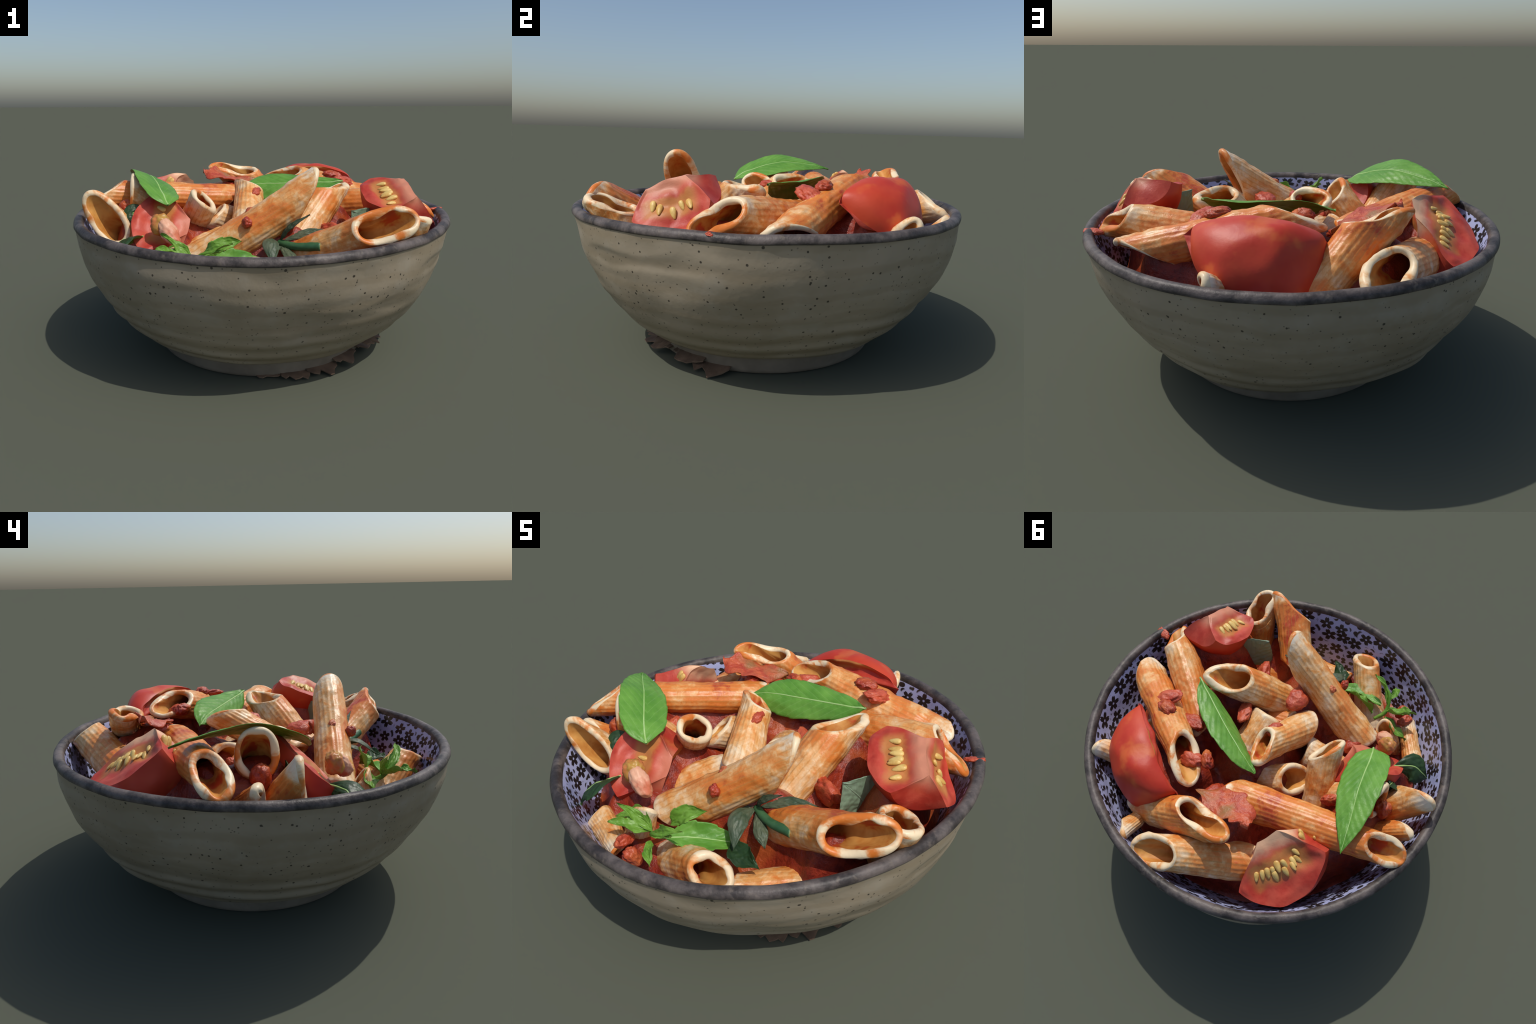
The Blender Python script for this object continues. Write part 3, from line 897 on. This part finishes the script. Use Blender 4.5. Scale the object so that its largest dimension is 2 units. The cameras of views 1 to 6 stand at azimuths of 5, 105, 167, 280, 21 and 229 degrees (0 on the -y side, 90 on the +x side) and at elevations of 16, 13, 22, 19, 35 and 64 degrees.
# ---- diced tomato in the sauce
CH = "soft lump of cooked diced tomato"
CHUNKS = [
    ((0.40, 0.37, 0.87), (0.065, 0.045, 0.036)), ((0.47, 0.32, 0.835), (0.085, 0.06, 0.04)), ((0.07, -0.25, 0.735), (0.075, 0.065, 0.05)), ((0.03, 0.385, 0.84), (0.06, 0.036, 0.045)),
    ((0.09, 0.44, 0.82), (0.07, 0.05, 0.045)), ((-0.035, 0.0, 0.815), (0.055, 0.036, 0.04)), ((-0.03, -0.515, 0.755), (0.032, 0.026, 0.04)), ((-0.02, -0.42, 0.79), (0.03, 0.026, 0.03)),
    ((-0.49, 0.0, 0.70), (0.05, 0.035, 0.06)), ((-0.12, 0.47, 0.77), (0.11, 0.06, 0.035)), ((-0.24, 0.44, 0.79), (0.08, 0.05, 0.035)), ((-0.30, -0.77, 0.55), (0.04, 0.04, 0.07)),
    ((-0.70, -0.16, 0.735), (0.045, 0.06, 0.085)), ((0.36, -0.24, 0.64), (0.11, 0.05, 0.10)), ((0.945, 0.06, 0.722), (0.05, 0.03, 0.016)),
    ((-0.64, -0.26, 0.66), (0.04, 0.05, 0.07)), ((-0.26, -0.40, 0.58), (0.10, 0.08, 0.05)), ((0.62, 0.12, 0.75), (0.04, 0.06, 0.05)),
    ((-0.48, 0.50, 0.60), (0.10, 0.07, 0.06)), ((-0.36, -0.72, 0.58), (0.05, 0.035, 0.035)), ((0.20, 0.02, 0.72), (0.09, 0.05, 0.03)), ((0.28, 0.30, 0.80), (0.08, 0.05, 0.04)),
]
for i, (c, s) in enumerate(CHUNKS):
    s = (s[0] * 0.85, s[1] * 0.8, s[2] * 0.68)
    blob("tomato_chunk", c, s, M_CHUNK if i % 3 else M_SAUCE, CH, "tomato", seed=i * 2.3, amp=0.34, freq=0.95, rot=(0.25 * sin(i * 2.1), 0.25 * sin(i * 1.3), i * 0.9))

# pale rounded seed lobe standing out of the front-left wedge, and the torn skin flap at the back
blob("tomato_lobe", (-0.455, -0.445, 0.725), (0.05, 0.045, 0.055), plain("tomato_jelly", (0.44, 0.27, 0.05), (0.52, 0.15, 0.05), 12, 0.4), "yellow jelly lobe with seeds from tomato", "tomato", seed=3, amp=0.2)
blob("tomato_lobe", (-0.405, -0.48, 0.695), (0.075, 0.042, 0.04), plain("tomato_pith", (0.70, 0.38, 0.24), (0.58, 0.17, 0.09), 12, 0.45), "pale pink pith lobe from tomato", "tomato", seed=5, amp=0.2, rot=(0.0, 0.75, -0.5))
flap = leaf_blade("tomato_peel", [(-0.05, 0.52, 0.80), (-0.20, 0.46, 0.83), (-0.34, 0.44, 0.87), (-0.40, 0.455, 0.885)], 0.17, [(-0.2, -0.2, 1)], [M_PEEL, M_PEEL], midrib=False, seed=8, ragged=0.5, thick=0.014, tooth=0.2, teeth=4, wave=0.02)
thing(flap, "torn flap of tomato peel with sauce", "tomato")


# ---- the sauce that fills the bowl between the pieces
def build_sauce():
    """the sauce lies in the gaps: its level follows the heaped pieces around each gap, a little below them"""
    import numpy as np
    bpy.context.view_layer.update()
    deps = bpy.context.evaluated_depsgraph_get()
    n, ext = 170, 0.93
    xs = np.linspace(-ext, ext, n)
    h = np.zeros((n, n))
    hills = ((0.60, -0.30, 0.04, 0.04), (-0.22, 0.46, 0.02, 0.03), (0.05, -0.62, -0.11, 0.04), (0.16, -0.49, -0.05, 0.015), (0.62, 0.58, -0.10, 0.05), (-0.2, -0.17, -0.08, 0.03), (0.36, -0.42, -0.06, 0.015), (0.2, 0.04, -0.06, 0.012), (0.49, -0.10, 0.07, 0.012), (-0.12, 0.36, 0.05, 0.015), (-0.8, 0.12, 0.06, 0.015))
    floor = np.zeros((n, n))
    for j, y in enumerate(xs):
        for i, x in enumerate(xs):
            r = sqrt(x * x + y * y)
            floor[j, i] = 0.53 - 0.07 * (r / 0.85) ** 2
            hit, loc, *_ = SCENE.ray_cast(deps, V((x, y, 2.0)), V((0, 0, -1)))
            h[j, i] = min(max(loc.z if hit else 0.45, floor[j, i]), 0.86) if r < 0.86 else floor[j, i]
    k = np.exp(-np.linspace(-2.5, 2.5, 25) ** 2 / 2)
    k /= k.sum()
    soft = np.apply_along_axis(lambda a: np.convolve(np.pad(a, 12, "edge"), k, "valid"), 0, h)
    soft = np.apply_along_axis(lambda a: np.convolve(np.pad(a, 12, "edge"), k, "valid"), 1, soft)

    def level(x, y):
        fx, fy = ((v + ext) / (2 * ext) * (n - 1) for v in (x, y))
        a, b = min(int(fx), n - 2), min(int(fy), n - 2)
        u, w = fx - a, fy - b
        return (soft[b, a] * (1 - u) + soft[b, a + 1] * u) * (1 - w) + (soft[b + 1, a] * (1 - u) + soft[b + 1, a + 1] * u) * w

    nr, nth, verts = 110, 260, []
    for j in range(nr):
        r = 0.008 + 0.852 * j / (nr - 1)
        for i in range(nth):
            th = 2 * pi * i / nth
            p = V((r * cos(th), r * sin(th), 0))
            z = level(p.x, p.y) - 0.078 + sum(a * exp(-((p.x - cx) ** 2 + (p.y - cy) ** 2) / w) for cx, cy, a, w in hills)
            z += 0.030 * nz(p, 5, 2) + 0.022 * nz(p, 11, 5) + 0.010 * nz(p, 26, 8)
            z = z * smooth(0.86, 0.74, r) + 0.44 * (1 - smooth(0.86, 0.74, r))
            verts.append((p.x, p.y, z))
    faces = grid_faces(nth, nr, True, 0)
    faces.append(tuple(range(nth))[::-1])
    o = mesh_object("tomato_sauce", verts, faces, M_BASE)
    o["kind"] = "stuff"
    return thing(o, "lumpy red tomato sauce filling the bowl", "sauce")


build_sauce()
